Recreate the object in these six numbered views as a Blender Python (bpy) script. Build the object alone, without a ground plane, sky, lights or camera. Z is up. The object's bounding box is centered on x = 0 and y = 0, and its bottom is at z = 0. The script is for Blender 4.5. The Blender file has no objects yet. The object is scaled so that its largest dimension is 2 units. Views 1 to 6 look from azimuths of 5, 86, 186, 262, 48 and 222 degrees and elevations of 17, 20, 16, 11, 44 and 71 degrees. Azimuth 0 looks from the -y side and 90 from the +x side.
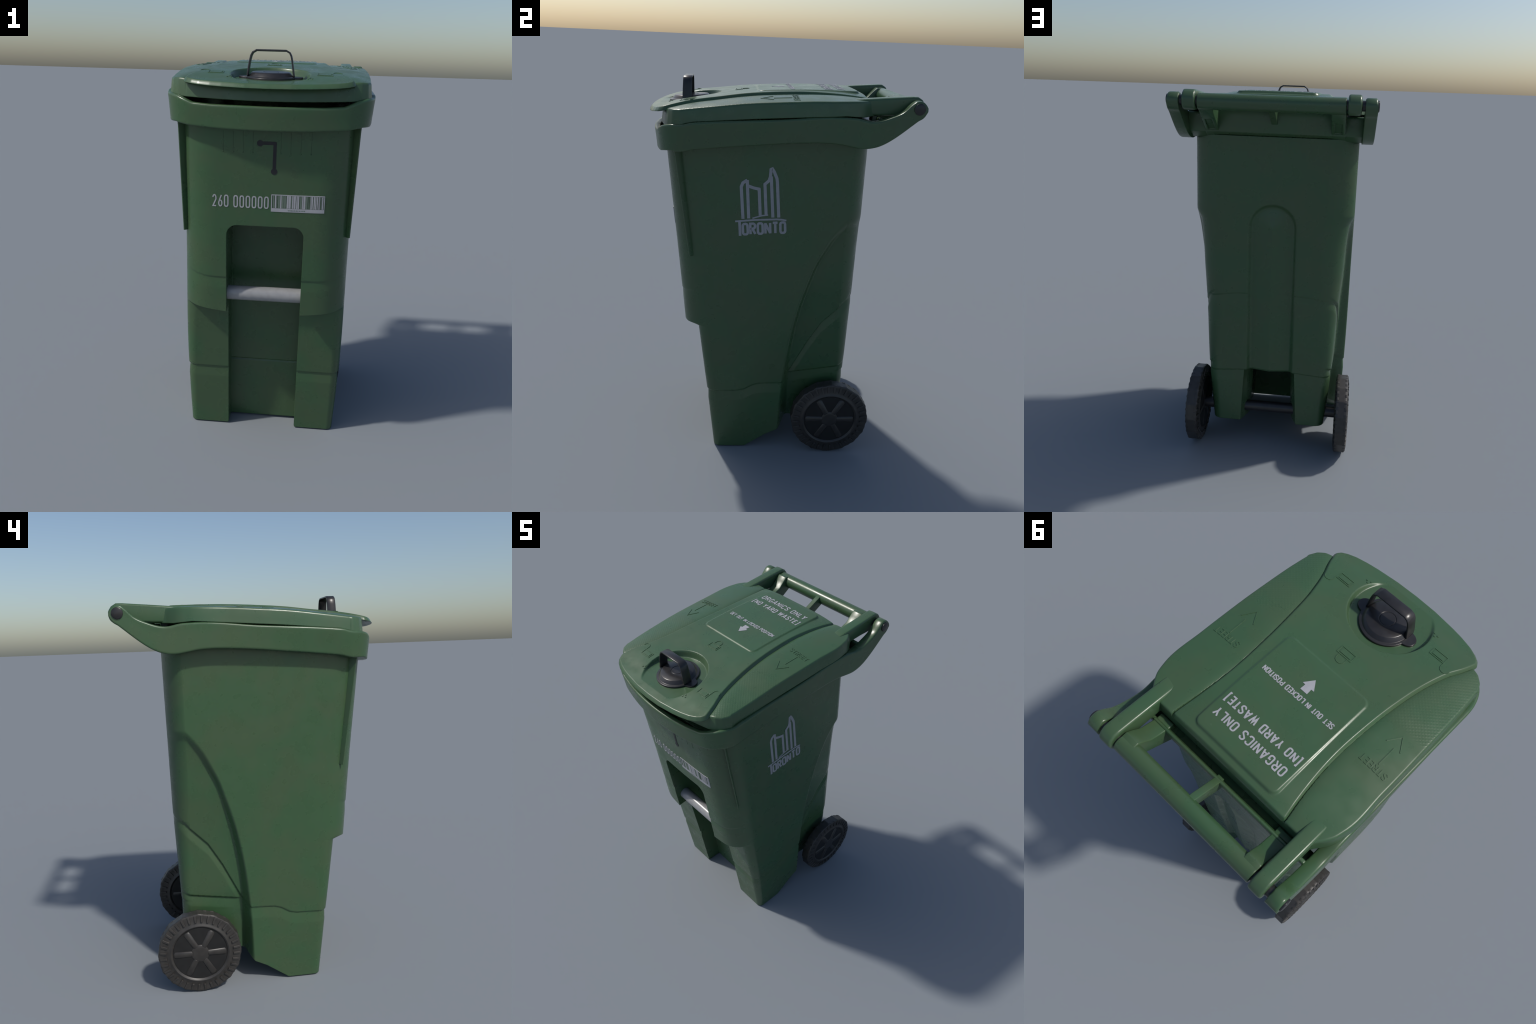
import bpy, bmesh, math, random
import numpy as np
from mathutils import Vector, Matrix

random.seed(7)
rng = np.random.default_rng(7)

# ------------------------------------------------------------------ helpers
def interp(x, xs, ys):
    return np.interp(x, xs, ys)

def smooth_interp(xs, ys):
    """Monotone-ish cubic through control points (Catmull-Rom slopes)."""
    xs = np.array(xs, float); ys = np.array(ys, float)
    m = np.gradient(ys, xs)
    def f(x):
        x = np.clip(np.asarray(x, float), xs[0], xs[-1])
        i = np.clip(np.searchsorted(xs, x, side='right') - 1, 0, len(xs) - 2)
        h = xs[i + 1] - xs[i]; t = (x - xs[i]) / h
        return ((2*t**3 - 3*t**2 + 1) * ys[i] + (t**3 - 2*t**2 + t) * h * m[i]
                + (-2*t**3 + 3*t**2) * ys[i + 1] + (t**3 - t**2) * h * m[i + 1])
    return f

def sstep(t):
    t = np.clip(t, 0, 1)
    return t * t * (3 - 2 * t)

def poly_distance(px, py, line):
    """Distance of points to a polyline."""
    d = np.full(np.broadcast(px, py).shape, 9.0)
    for (ax, ay), (bx, by) in zip(line[:-1], line[1:]):
        vx, vy = bx - ax, by - ay
        t = np.clip(((px - ax) * vx + (py - ay) * vy) / (vx * vx + vy * vy), 0, 1)
        d = np.minimum(d, np.hypot(px - ax - t * vx, py - ay - t * vy))
    return d

def make_object(name, verts, faces, mat=None, parent=None, angle=30.0, smooth=True):
    me = bpy.data.meshes.new(name)
    me.from_pydata([tuple(map(float, v)) for v in verts], [], [tuple(map(int, f)) for f in faces])
    me.validate()
    ob = bpy.data.objects.new(name, me)
    bpy.context.scene.collection.objects.link(ob)
    finish(ob, mat, parent, angle, smooth)
    return ob

def finish(ob, mat=None, parent=None, angle=30.0, smooth=True):
    me = ob.data
    bm = bmesh.new(); bm.from_mesh(me)
    bmesh.ops.recalc_face_normals(bm, faces=bm.faces)
    bm.to_mesh(me); bm.free()
    if mat:
        me.materials.clear(); me.materials.append(mat)
    if smooth:
        me.shade_smooth()
        me.set_sharp_from_angle(angle=math.radians(angle))
    if parent:
        ob.parent = parent
    return ob

def grid_faces(nr, nc, wrap=False, base=0):
    out = []
    for r in range(nr - 1):
        for c in range(nc if wrap else nc - 1):
            d = (c + 1) % nc
            out.append((base + r*nc + c, base + r*nc + d, base + (r+1)*nc + d, base + (r+1)*nc + c))
    return out

def apply_modifiers(ob):
    dg = bpy.context.evaluated_depsgraph_get()
    me = bpy.data.meshes.new_from_object(ob.evaluated_get(dg))
    old = ob.data
    ob.modifiers.clear(); ob.data = me
    name = old.name
    bpy.data.meshes.remove(old); me.name = name

def boolean(ob, cutters, op='DIFFERENCE'):
    for c in cutters:
        m = ob.modifiers.new('cut', 'BOOLEAN')
        m.operation = op; m.object = c
        m.solver = 'MANIFOLD'
    bpy.context.view_layer.update()
    apply_modifiers(ob)
    for c in cutters:
        bpy.data.objects.remove(c, do_unlink=True)

def extrude_yz(name, poly, x0, x1, mat=None, parent=None, bevel=0.0, segs=3, angle=30):
    """Solid plate: (y, z) outline pushed from x0 to x1."""
    n = len(poly)
    v = [(x0, y, z) for y, z in poly] + [(x1, y, z) for y, z in poly]
    f = [tuple(range(n)), tuple(range(2*n - 1, n - 1, -1))]
    f += [(i, (i+1) % n, n + (i+1) % n, n + i) for i in range(n)]
    ob = make_object(name, v, f, mat, parent, angle)
    if bevel > 0:
        b = ob.modifiers.new('b', 'BEVEL'); b.width = bevel; b.segments = segs
        b.limit_method = 'ANGLE'; b.angle_limit = math.radians(32)
        bpy.context.view_layer.update(); apply_modifiers(ob)
        finish(ob, mat, parent, 40)
    return ob

def box(name, x0, x1, y0, y1, z0, z1, **k):
    return extrude_yz(name, [(y0, z0), (y1, z0), (y1, z1), (y0, z1)], x0, x1, **k)

def lathe_x(profile, n, cx, cy, cz, radius_scale=None, closed=False):
    """Surface of revolution about an x-parallel axis. profile = [(x, r)]."""
    th = np.linspace(0, 2*np.pi, n, endpoint=False)
    s = np.ones(n) if radius_scale is None else radius_scale(th)
    v = []
    for (x, r) in profile:
        for t, k in zip(th, s):
            v.append((cx + x, cy + r*k*math.cos(t), cz + r*k*math.sin(t)))
    f = grid_faces(len(profile), n, wrap=True)
    if closed:
        m = len(profile)
        f += [((m-1)*n + c, (m-1)*n + (c+1) % n, (c+1) % n, c) for c in range(n)]
    else:
        f.append(tuple(range(n))); f.append(tuple(range((len(profile)-1)*n, len(profile)*n))[::-1])
    return v, f

def lathe_z(profile, n, cx, cy, shape=None):
    th = np.linspace(0, 2*np.pi, n, endpoint=False)
    v = []
    for r, z in profile:
        for t in th:
            v.append((cx + r*math.cos(t), cy + r*math.sin(t), z))
    f = grid_faces(len(profile), n, wrap=True)
    f.append(tuple(range(n))[::-1]); f.append(tuple(range((len(profile)-1)*n, len(profile)*n)))
    return v, f

def join(name, obs, mat=None, parent=None, angle=30):
    bm = bmesh.new()
    for o in obs:
        bm.from_mesh(o.data)
    me = bpy.data.meshes.new(name); bm.to_mesh(me); bm.free()
    for o in obs:
        bpy.data.objects.remove(o, do_unlink=True)
    ob = bpy.data.objects.new(name, me)
    bpy.context.scene.collection.objects.link(ob)
    finish(ob, mat, parent, angle)
    return ob

# ------------------------------------------------------------------ materials
def new_mat(name):
    m = bpy.data.materials.new(name); m.use_nodes = True
    nt = m.node_tree
    return m, nt, nt.nodes['Principled BSDF']

def node(nt, kind, **k):
    n = nt.nodes.new(kind)
    for a, b in k.items():
        setattr(n, a, b)
    return n

def mathn(nt, op, a, b=None, clamp=False):
    n = node(nt, 'ShaderNodeMath', operation=op, use_clamp=clamp)
    for i, s in enumerate((a, b)):
        if s is None: continue
        if isinstance(s, (int, float)): n.inputs[i].default_value = s
        else: nt.links.new(s, n.inputs[i])
    return n.outputs[0]

def maprange(nt, v, a, b, c=0.0, d=1.0):
    n = node(nt, 'ShaderNodeMapRange', interpolation_type='SMOOTHSTEP')
    nt.links.new(v, n.inputs[0])
    for i, s in enumerate((a, b, c, d)):
        n.inputs[1 + i].default_value = s
    return n.outputs[0]

def plastic(name, colour, colour2, rough=0.30, spec=0.5, bevel=0.005, grain=0.0, extra=None):
    """Moulded polyethylene: soft mottling in hue, faint specks, rounded edges."""
    m, nt, bs = new_mat(name)
    L = nt.links.new
    tc = node(nt, 'ShaderNodeTexCoord')
    big = node(nt, 'ShaderNodeTexNoise'); big.inputs['Scale'].default_value = 5.0
    big.inputs['Detail'].default_value = 3.0; big.inputs['Roughness'].default_value = 0.5
    L(tc.outputs['Object'], big.inputs['Vector'])
    mix = node(nt, 'ShaderNodeMix', data_type='RGBA')
    mix.inputs[6].default_value = (*colour, 1); mix.inputs[7].default_value = (*colour2, 1)
    L(maprange(nt, big.outputs['Fac'], 0.38, 0.62), mix.inputs[0])
    # sparse scuff specks, slightly paler
    sp = node(nt, 'ShaderNodeTexNoise'); sp.inputs['Scale'].default_value = 60.0
    sp.inputs['Detail'].default_value = 4.0
    L(tc.outputs['Object'], sp.inputs['Vector'])
    area = node(nt, 'ShaderNodeTexNoise'); area.inputs['Scale'].default_value = 9.0
    L(tc.outputs['Object'], area.inputs['Vector'])
    msk = mathn(nt, 'MULTIPLY', maprange(nt, sp.outputs['Fac'], 0.66, 0.74),
                maprange(nt, area.outputs['Fac'], 0.5, 0.65))
    mix2 = node(nt, 'ShaderNodeMix', data_type='RGBA')
    mix2.inputs[7].default_value = (colour[0]*1.9 + .01, colour[1]*1.5 + .01, colour[2]*1.9 + .01, 1)
    L(mathn(nt, 'MULTIPLY', msk, 0.28), mix2.inputs[0])
    L(mix.outputs[2], mix2.inputs[6])
    L(mix2.outputs[2], bs.inputs['Base Color'])
    bs.inputs['Specular IOR Level'].default_value = spec
    rn = node(nt, 'ShaderNodeTexNoise'); rn.inputs['Scale'].default_value = 14.0
    rn.inputs['Detail'].default_value = 4.0
    L(tc.outputs['Object'], rn.inputs['Vector'])
    L(maprange(nt, rn.outputs['Fac'], 0.3, 0.7, rough - 0.05, rough + 0.07), bs.inputs['Roughness'])
    bev = node(nt, 'ShaderNodeBevel', samples=6); bev.inputs['Radius'].default_value = bevel
    nrm = bev.outputs[0]
    bump = node(nt, 'ShaderNodeBump'); bump.inputs['Distance'].default_value = 0.001
    bump.inputs['Strength'].default_value = 0.17
    fine = node(nt, 'ShaderNodeTexNoise'); fine.inputs['Scale'].default_value = 160.0
    fine.inputs['Detail'].default_value = 3.0
    L(tc.outputs['Object'], fine.inputs['Vector'])
    h = mathn(nt, 'MULTIPLY', fine.outputs['Fac'], 0.5)
    if extra:
        h = mathn(nt, 'ADD', h, extra(nt, tc))
    L(h, bump.inputs['Height']); L(nrm, bump.inputs['Normal'])
    L(bump.outputs[0], bs.inputs['Normal'])
    return m

GREEN = (0.043, 0.098, 0.043)
GREEN2 = (0.052, 0.095, 0.044)

def body_grain(nt, tc):
    """Coarser cast texture on the front wings beside the opening."""
    s = node(nt, 'ShaderNodeSeparateXYZ'); nt.links.new(tc.outputs['Object'], s.inputs[0])
    z = s.outputs['Z']; y = s.outputs['Y']
    m = mathn(nt, 'MULTIPLY', maprange(nt, z, .92, 1.0), maprange(nt, z, 1.3, 1.15))
    m = mathn(nt, 'MULTIPLY', m, maprange(nt, y, -.40, -.46))
    n = node(nt, 'ShaderNodeTexNoise'); n.inputs['Scale'].default_value = 70; n.inputs['Detail'].default_value = 2
    nt.links.new(tc.outputs['Object'], n.inputs['Vector'])
    return mathn(nt, 'MULTIPLY', mathn(nt, 'MULTIPLY', n.outputs['Fac'], m), 2.5)

def lid_grain(nt, tc):
    """Waffle tread on the front half of the lid's side bands."""
    s = node(nt, 'ShaderNodeSeparateXYZ'); nt.links.new(tc.outputs['Object'], s.inputs[0])
    x, y = s.outputs['X'], s.outputs['Y']
    a = mathn(nt, 'SINE', mathn(nt, 'MULTIPLY', x, 2*math.pi/0.017))
    b = mathn(nt, 'SINE', mathn(nt, 'MULTIPLY', y, 2*math.pi/0.017))
    w = mathn(nt, 'MULTIPLY', a, b)
    w = maprange(nt, w, -0.2, 0.6)
    m = mathn(nt, 'MULTIPLY', maprange(nt, y, -.12, -.15), maprange(nt, mathn(nt, 'ABSOLUTE', x), .27, .285))
    g = node(nt, 'ShaderNodeNewGeometry'); sn = node(nt, 'ShaderNodeSeparateXYZ')
    nt.links.new(g.outputs['True Normal'], sn.inputs[0])
    m = mathn(nt, 'MULTIPLY', m, maprange(nt, sn.outputs['Z'], .75, .85))
    return mathn(nt, 'MULTIPLY', mathn(nt, 'MULTIPLY', w, m), 1.7)

MAT_BODY = plastic('green_polyethylene', GREEN, GREEN2, extra=body_grain)
MAT_LID = plastic('green_polyethylene_lid', (0.047, 0.104, 0.049), (0.054, 0.101, 0.048), rough=.31, bevel=.004, extra=lid_grain)
MAT_TOP = plastic('green_polyethylene_top', (0.047, 0.104, 0.049), (0.054, 0.101, 0.048), rough=.31, bevel=.004)
MAT_EMBOSS = plastic('green_moulded_sign', (0.047, 0.104, 0.049), (0.054, 0.101, 0.048), rough=.31, bevel=.0006)

def simple(name, colour, rough, spec=0.5, bevel=0.0, metallic=0.0, vary=0.12, scale=40.0):
    m, nt, bs = new_mat(name)
    L = nt.links.new
    tc = node(nt, 'ShaderNodeTexCoord')
    n = node(nt, 'ShaderNodeTexNoise'); n.inputs['Scale'].default_value = scale
    n.inputs['Detail'].default_value = 4
    L(tc.outputs['Object'], n.inputs['Vector'])
    mix = node(nt, 'ShaderNodeMix', data_type='RGBA')
    mix.inputs[6].default_value = (*[c*(1-vary) for c in colour], 1)
    mix.inputs[7].default_value = (*[c*(1+vary) for c in colour], 1)
    L(maprange(nt, n.outputs['Fac'], .35, .65), mix.inputs[0])
    L(mix.outputs[2], bs.inputs['Base Color'])
    bs.inputs['Roughness'].default_value = rough
    bs.inputs['Specular IOR Level'].default_value = spec
    bs.inputs['Metallic'].default_value = metallic
    if bevel:
        b = node(nt, 'ShaderNodeBevel', samples=6); b.inputs['Radius'].default_value = bevel
        L(b.outputs[0], bs.inputs['Normal'])
    return m

MAT_BLACK = simple('black_nylon', (.022, .021, .022), .30, .5, .0025)
MAT_TYRE = simple('black_rubber', (.036, .033, .030), .42, .5, .003)
MAT_RIM = simple('black_wheel_plastic', (.034, .031, .028), .38, .5, .004)
MAT_WEB = simple('occlusion_darkened_web', (.014, .0135, .013), .5, .4, .003)  # wheel plastic with the occlusion shade between spokes baked into its colour
MAT_STEEL = simple('grey_bar_metal', (.27, .27, .275), .28, .6, 0, 0.0, .05)
MAT_PRINT = simple('pale_grey_print', (.36, .36, .38), .45, .4, 0, 0, .04)
MAT_SIDEPRINT = simple('slate_grey_print', (.28, .285, .305), .45, .4, 0, 0, .04)
MAT_PALEBAR = simple('pale_green_print', (.13, .17, .135), .45, .4, 0, 0, .04)
MAT_MARK = simple('black_print', (.016, .016, .019), .45, .4)

# ------------------------------------------------------------------ root
root = bpy.data.objects.new('wheeled_waste_bin', None)
bpy.context.scene.collection.objects.link(root)
root['label'] = 'tall green wheeled organics bin with latched lid'
root['category'] = 'waste bin'

# ------------------------------------------------------------------ body
side_x = smooth_interp([0, .17, .34, .51, .76, 1.1, 1.76], [.394, .402, .408, .412, .414, .414, .415])
def y_low(z):  return interp(z, [0, .35, .76, 1.8], [-.305, -.345, -.398, -.53])
def y_up(z):   return -.481 - .098 * (z - .76)
BULGE = .11
def y_back(z): return interp(z, [0, .15, .5, .93, 1.0, 1.8], [.393, .402, .412, .428, .429, .437])

curve_front = smooth_interp([0, .117, .43, .70, .877, 1.006, 1.109, 1.173, 1.259, 1.339, 1.40, 1.45],
                            [.043, .045, .055, .084, .118, .155, .189, .218, .262, .322, .382, .44])
def ramp_w(z): return interp(z, [0, .15, .45, .7, 1.1, 1.45], [.062, .06, .045, .036, .034, .06])
recess_amp = smooth_interp([0, .17, .40, .48, .90, 1.02, 1.28, 1.42, 1.46, 1.8],
                           [.098, .088, .075, .071, .054, .045, .027, .003, 0, 0])
LINE_SIDE = [(.43, .955), (.385, .898), (.26, .773), (.191, .658), (.101, .474), (.057, .43),
             (-.02, .428), (-.067, .425), (-.10, .415), (-.145, .388), (-.183, .379), (-.34, .374)]
LINE_WELL = [(.41, .52), (.367, .498), (.095, .460)]

CORNER_REACH = ([.74, 1.2], [.155, .178])       # how far the soft front corners run in from the flank

def half_width(y, z):
    # a step at the curve, then a slow fall towards the rear corner (all step low down at the wheel)
    k = interp(z, [.40, .50, .8, 1.0, 1.3], [1.0, .80, .74, .68, .8])
    yc = curve_front(z)
    far = np.clip((y - yc) / np.maximum(.36 - yc, .03), 0, 1)
    d = recess_amp(z) * (k * sstep((y - yc) / ramp_w(z)) + (1 - k) * far)
    # the flanks pinch in slightly towards the front overhang
    d = d + .008 * sstep((-y - .24) / .15) * interp(z, [.45, .9, 1.15, 1.5], [0, 1, 1, .2])
    return side_x(z) - d

def groove(d, w=.006, depth=.004):
    return depth * np.exp(-(d / w) ** 2)

def shelf(below, depth=.0055, run=.065, w=.008):
    """Moulding step: the wall tucks in right under a seam and comes back lower down."""
    return depth * sstep(below / w) * np.clip(1 - below / run, 0, 1)

def seam_side(y):
    return np.interp(y, [p[0] for p in LINE_SIDE[::-1]], [p[1] for p in LINE_SIDE[::-1]])
def seam_well(y):
    return np.interp(y, [p[0] for p in LINE_WELL[::-1]], [p[1] for p in LINE_WELL[::-1]])

def plan(z, upper, zrow=None):
    """Half outline (x >= 0) from front centre to back centre at height z."""
    z = float(z)
    sx = float(side_x(z)); yb = float(y_back(z))
    pts = []
    if upper:
        # gently bowed front with a full corner
        rc = float(interp(z, *CORNER_REACH)); cf = 0.0
        xe = sx - rc
        xe = float(half_width(-.42, z)) - rc
        xf = np.linspace(0, xe, 90)
        yf = y_up(z) + BULGE * xf**2
        sl = 2*BULGE*xe; a0 = math.atan(sl)            # tangent angle at corner start
        ye = yf[-1]
        # quarter-like blend: quadratic Bezier to a side point
        cyp = ye + sl*rc
        y_s = cyp + rc
        sx = float(half_width(y_s, z)); cxp = sx
        t = np.linspace(0, 1, 26)[1:]
        xc = (1-t)**2*xe + 2*t*(1-t)*cxp + t**2*sx
        yc = (1-t)**2*ye + 2*t*(1-t)*cyp + t**2*y_s
        xc = (1-cf)*xc + cf*(xe + t*(sx - xe)); yc = (1-cf)*yc + cf*(ye + t*(y_s - ye))
    else:
        rc = float(interp(z, [0, .75], [.034, .062])); yl = float(y_low(z)); sx = float(half_width(yl + rc, z))
        xe = sx - rc
        xf = np.linspace(0, xe, 90); yf = np.full(90, yl)
        a = np.linspace(0, np.pi/2, 26)[1:]
        xc = xe + rc*np.sin(a); yc = yl + rc - rc*np.cos(a)
        y_s = yl + rc
    rb = interp(z, [0, .5, 1.0, 1.8], [.045, .055, .085, .092])       # corner reach along the flank
    rx = interp(z, [0, .5, 1.0, 1.8], [.045, .060, .115, .150])       # and along the back
    cham = interp(z, [.5, 1.1], [0, .25])
    ys = np.linspace(y_s, yb - rb, 231)[1:]
    xs = half_width(ys, z)
    xw = float(half_width(yb - rb, z))
    a = np.linspace(0, np.pi/2, 23)[1:]
    q = a/(np.pi/2)
    xb = xw - rx + rx*((1-cham)*np.cos(a) + cham*(1-q)); ybk = yb - rb + rb*((1-cham)*np.sin(a) + cham*q)
    xr = np.linspace(xw - rx, 0, 101)[1:]
    yr = np.full(100, yb)
    x = np.concatenate([xf, xc, xs, xb, xr]); y = np.concatenate([yf, yc, ys, ybk, yr])
    part = np.concatenate([np.zeros(90), np.ones(25), np.full(230, 2), np.full(22, 3), np.full(100, 4)])
    return x, y, part

def body_row(z, upper, zfun=None):
    x, y, part = plan(z, upper)
    zz = np.full_like(x, z) if zfun is None else np.where(part < 2, zfun(x, y), z)
    # shallow seam lines
    sd = (part == 2) | (part == 3)
    fade = np.clip((.43 - y)/.06, 0, 1)
    g = np.where(sd, shelf(seam_side(y) - zz, .0075 + .0045*sstep((y - .05)/.05), w=.010), 0)
    g = np.maximum(g, np.where(sd & (y > .09), shelf(seam_well(y) - zz, .011, w=.010), 0)) * fade
    x = x - g
    # front seams
    fr = part <= 1
    if upper:
        y = y + np.where(fr, shelf(np.interp(x, [0, .28, .34, .375], [.934, .934, .944, .957]) - zz, .004, .06) * np.clip((.40 - x)/.03, 0, 1), 0)
        # lower band sits a touch back
    else:
        sh = shelf(.373 - zz, .007)
        a1 = np.zeros_like(x); a1[90:115] = np.linspace(0, np.pi/2, 26)[1:]
        y = y + np.where(fr, sh*np.cos(a1), 0); x = x - np.where(part == 1, sh*np.sin(a1), 0)
    bk = part >= 3
    zl = .93 - .34*np.clip(x - .13, 0, 1)**2 * 2.2
    s1 = shelf(np.where(x > .125, zl - zz, -1), .005, .05)
    s2 = shelf(np.interp(x, [.0, .13, .33], [.482, .480, .464]) - zz)
    y = y - np.where(bk, np.maximum(s1, s2), 0)
    # arched channel up the back
    r = np.where(zz < 1.285, np.abs(x), np.hypot(x, zz - 1.285))
    y = y - np.where(part == 4, .021 * sstep((.132 - r) / .028) * (.10 + .90*np.clip(r/.10, 0, 1)), 0)
    return x, y, zz

ZL = .752
rows = []
for z in np.linspace(0, ZL, 190):
    rows.append(body_row(z, False))
# underside of the front overhang (sloped lip) then the bowed upper front
def lipz(x, y):
    return interp(np.abs(x), [0, .19, .28, .345, .385, .42], [.741, .743, .752, .760, .767, .769])
rows.append(body_row(ZL + .002, True, lambda x, y: lipz(x, y)))
for j in range(1, 7):
    rows.append(body_row(ZL + .002 + .004*j, True, lambda x, y: lipz(x, y) + (ZL + .03 - lipz(x, y))*j/7))
for z in np.concatenate([np.linspace(ZL + .03, 1.5, 190), np.linspace(1.5, 1.75, 30)[1:]]):
    rows.append(body_row(z, True))
V = []
nh = len(rows[0][0])
nc = 2*nh - 2
for x, y, zz in rows:
    V.append(np.stack([x, y, zz], 1))
    V.append(np.stack([-x[-2:0:-1], y[-2:0:-1], zz[-2:0:-1]], 1))
V = np.concatenate(V)
F = grid_faces(len(rows), nc, wrap=True)
F.append(tuple(range(nc))[::-1]); F.append(tuple(range((len(rows)-1)*nc, len(rows)*nc)))
body = make_object('body', V, F, MAT_BODY, root)

# cutters -------------------------------------------------------------
def rounded_opening(name):
    """Front recess: flat sided, rounded top corners, folded back wall."""
    hw, top, r = .187, 1.205, .052
    prof = [(hw, -.1), (hw, top - r)]
    for a in np.linspace(0, math.pi/2, 10)[1:]:
        prof.append((hw - r + r*math.cos(a), top - r + r*math.sin(a)))
    prof += [(-x, z) for x, z in prof[::-1]]
    levels = [-.1, .362, .370, .378, .80, .905, 1.16, 1.3]
    # one front loop, one back loop whose depth follows height
    def wall(z):
        return float(interp(z, [-.1, .362, .370, .378, .80, .91, 1.3], [-.204, -.234, -.228, -.235, -.278, -.285, -.285]))
    prof2 = []
    n = len(prof)
    for i in range(n):                    # refine verticals
        (x0, z0), (x1, z1) = prof[i], prof[(i+1) % n]
        prof2.append((x0, z0))
        for lv in (sorted(levels) if z1 > z0 else sorted(levels, reverse=True)):
            if min(z0, z1) + 1e-4 < lv < max(z0, z1) - 1e-4:
                t = (lv - z0)/(z1 - z0)
                prof2.append((x0 + t*(x1-x0), lv))
    n = len(prof2)
    v = [(x, -1.0, z) for x, z in prof2] + [(x*.979, wall(z), z) for x, z in prof2]
    f = [tuple(range(n))]
    f += [(i, (i+1) % n, n + (i+1) % n, n + i) for i in range(n)]
    # back wall as horizontal strips between matching left/right points
    left = sorted([i for i in range(n) if prof2[i][0] < 0], key=lambda i: prof2[i][1])
    right = sorted([i for i in range(n) if prof2[i][0] > 0], key=lambda i: prof2[i][1])
    for a in range(len(left) - 1):
        f.append((n+left[a], n+right[a], n+right[a+1], n+left[a+1]))
    return make_object(name, v, f, None, None, smooth=False)

def prism_xy(name, poly, z0, z1, flare=1.0):
    n = len(poly)
    v = [(x*flare, y, z0) for x, y in poly] + [(x, y, z1) for x, y in poly]
    f = [tuple(range(n))[::-1], tuple(range(n, 2*n))] + [(i, (i+1) % n, n+(i+1) % n, n+i) for i in range(n)]
    return make_object(name, v, f, None, None, smooth=False)

cut_front = rounded_opening('cut_front')
arch = [(.150, .60), (.138, .395), (.128, .37), (.106, .29), (.106, .262), (.24, .262), (.24, .08), (.14, .08), (.14, -.187)]
arch += [(-x, y) for x, y in arch[::-1]]
cut_arch = prism_xy('cut_arch', arch, -.2, .472, 1.28)
under = [(-.136, -.2), (-.134, .004), (-.017, .086), (.045, .117), (.064, .138), (.088, .166), (.12, .165),
         (.20, .150), (.41, .158), (.6, .175), (.6, -.2)]
cut_under = extrude_yz('cut_under', under, -.6, .6)
cut_wall = box('cut_wall', -.186, .186, -.35, .5, -.2, .012)
cut_base = box('cut_base', -.6, .6, -.6, .6, -.2, .0045)
boolean(body, [cut_front, cut_arch, cut_under, cut_wall, cut_base])
finish(body, MAT_BODY, root, 32)

# corner fins under the rim --------------------------------------------
def fin(sign):
    tip = [(.418, -.517, 1.70), (.4155, -.507, 1.66), (.405, -.441, 1.148)]
    base = [(.360, -.460, 1.70), (.358, -.454, 1.66), (.373, -.411, 1.148)]
    v = []
    for t, b in zip(tip, base):
        t = np.array(t); b = np.array(b)
        d = t - b; d[2] = 0; d /= np.linalg.norm(d)
        n = np.array([-d[1], d[0], 0]) * .0048
        for p in (b + n, t + n*.7, t - n*.7, b - n):
            v.append((p[0]*sign, p[1], p[2]))
    f = grid_faces(3, 4, wrap=True) + [(0, 1, 2, 3), (8, 9, 10, 11)]
    return make_object('corner_fin', v, f, MAT_BODY, body)
fin(1); fin(-1)

# ------------------------------------------------------------------ rim collar with rear arms
col_bot_side = smooth_interp([-.56, -.50, -.39, -.16, .09, .20, .27, .31, .385, .424, .615, .648, .656],
                             [1.676, 1.684, 1.698, 1.722, 1.743, 1.7465, 1.742, 1.735, 1.727, 1.733, 1.861, 1.889, 1.905])
col_top_side = smooth_interp([-.56, -.50, -.45, -.38, -.02, .27, .335, .41, .49, .552, .585, .601, .62, .64, .652, .656],
                             [1.790, 1.806, 1.816, 1.823, 1.847, 1.868, 1.865, 1.853, 1.873, 1.905, 1.938, 1.950, 1.953, 1.945, 1.932, 1.925])
def col_bot_front(x): return interp(abs(x), [0, .2, .36, .43], [1.656, 1.659, 1.668, 1.680])
def col_top_front(x): return interp(abs(x), [0, .25, .335, .36, .41, .45], [1.762, 1.764, 1.769, 1.778, 1.797, 1.806])

def collar_path():
    """(x, y, kind) for x >= 0 : front centre, corner, side, arm tip."""
    p = []
    FY, K = -.640, .36
    xe = .345
    for x in np.linspace(0, xe, 40):
        p.append((x, FY + K*x*x))
    sl = 2*K*xe; ye = FY + K*xe*xe
    SX = .477
    cy = ye + sl*(SX - xe)
    ys = -.40
    for t in np.linspace(0, 1, 26)[1:]:
        p.append(((1-t)**2*xe + 2*t*(1-t)*SX + t*t*SX, (1-t)**2*ye + 2*t*(1-t)*cy + t*t*ys))
    for y in np.concatenate([np.linspace(ys, .55, 110)[1:], np.linspace(.55, .656, 24)[1:]]):
        p.append((float(interp(y, [-.40, .3, .66], [.477, .478, .481])), y))
    return p
half = collar_path()
path = [(-x, y) for x, y in half[::-1]] + half[1:]
P = np.array(path); T = np.gradient(P, axis=0); T /= np.linalg.norm(T, axis=1)[:, None]
Nrm = np.stack([T[:, 1], -T[:, 0]], 1)
V = []
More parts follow.
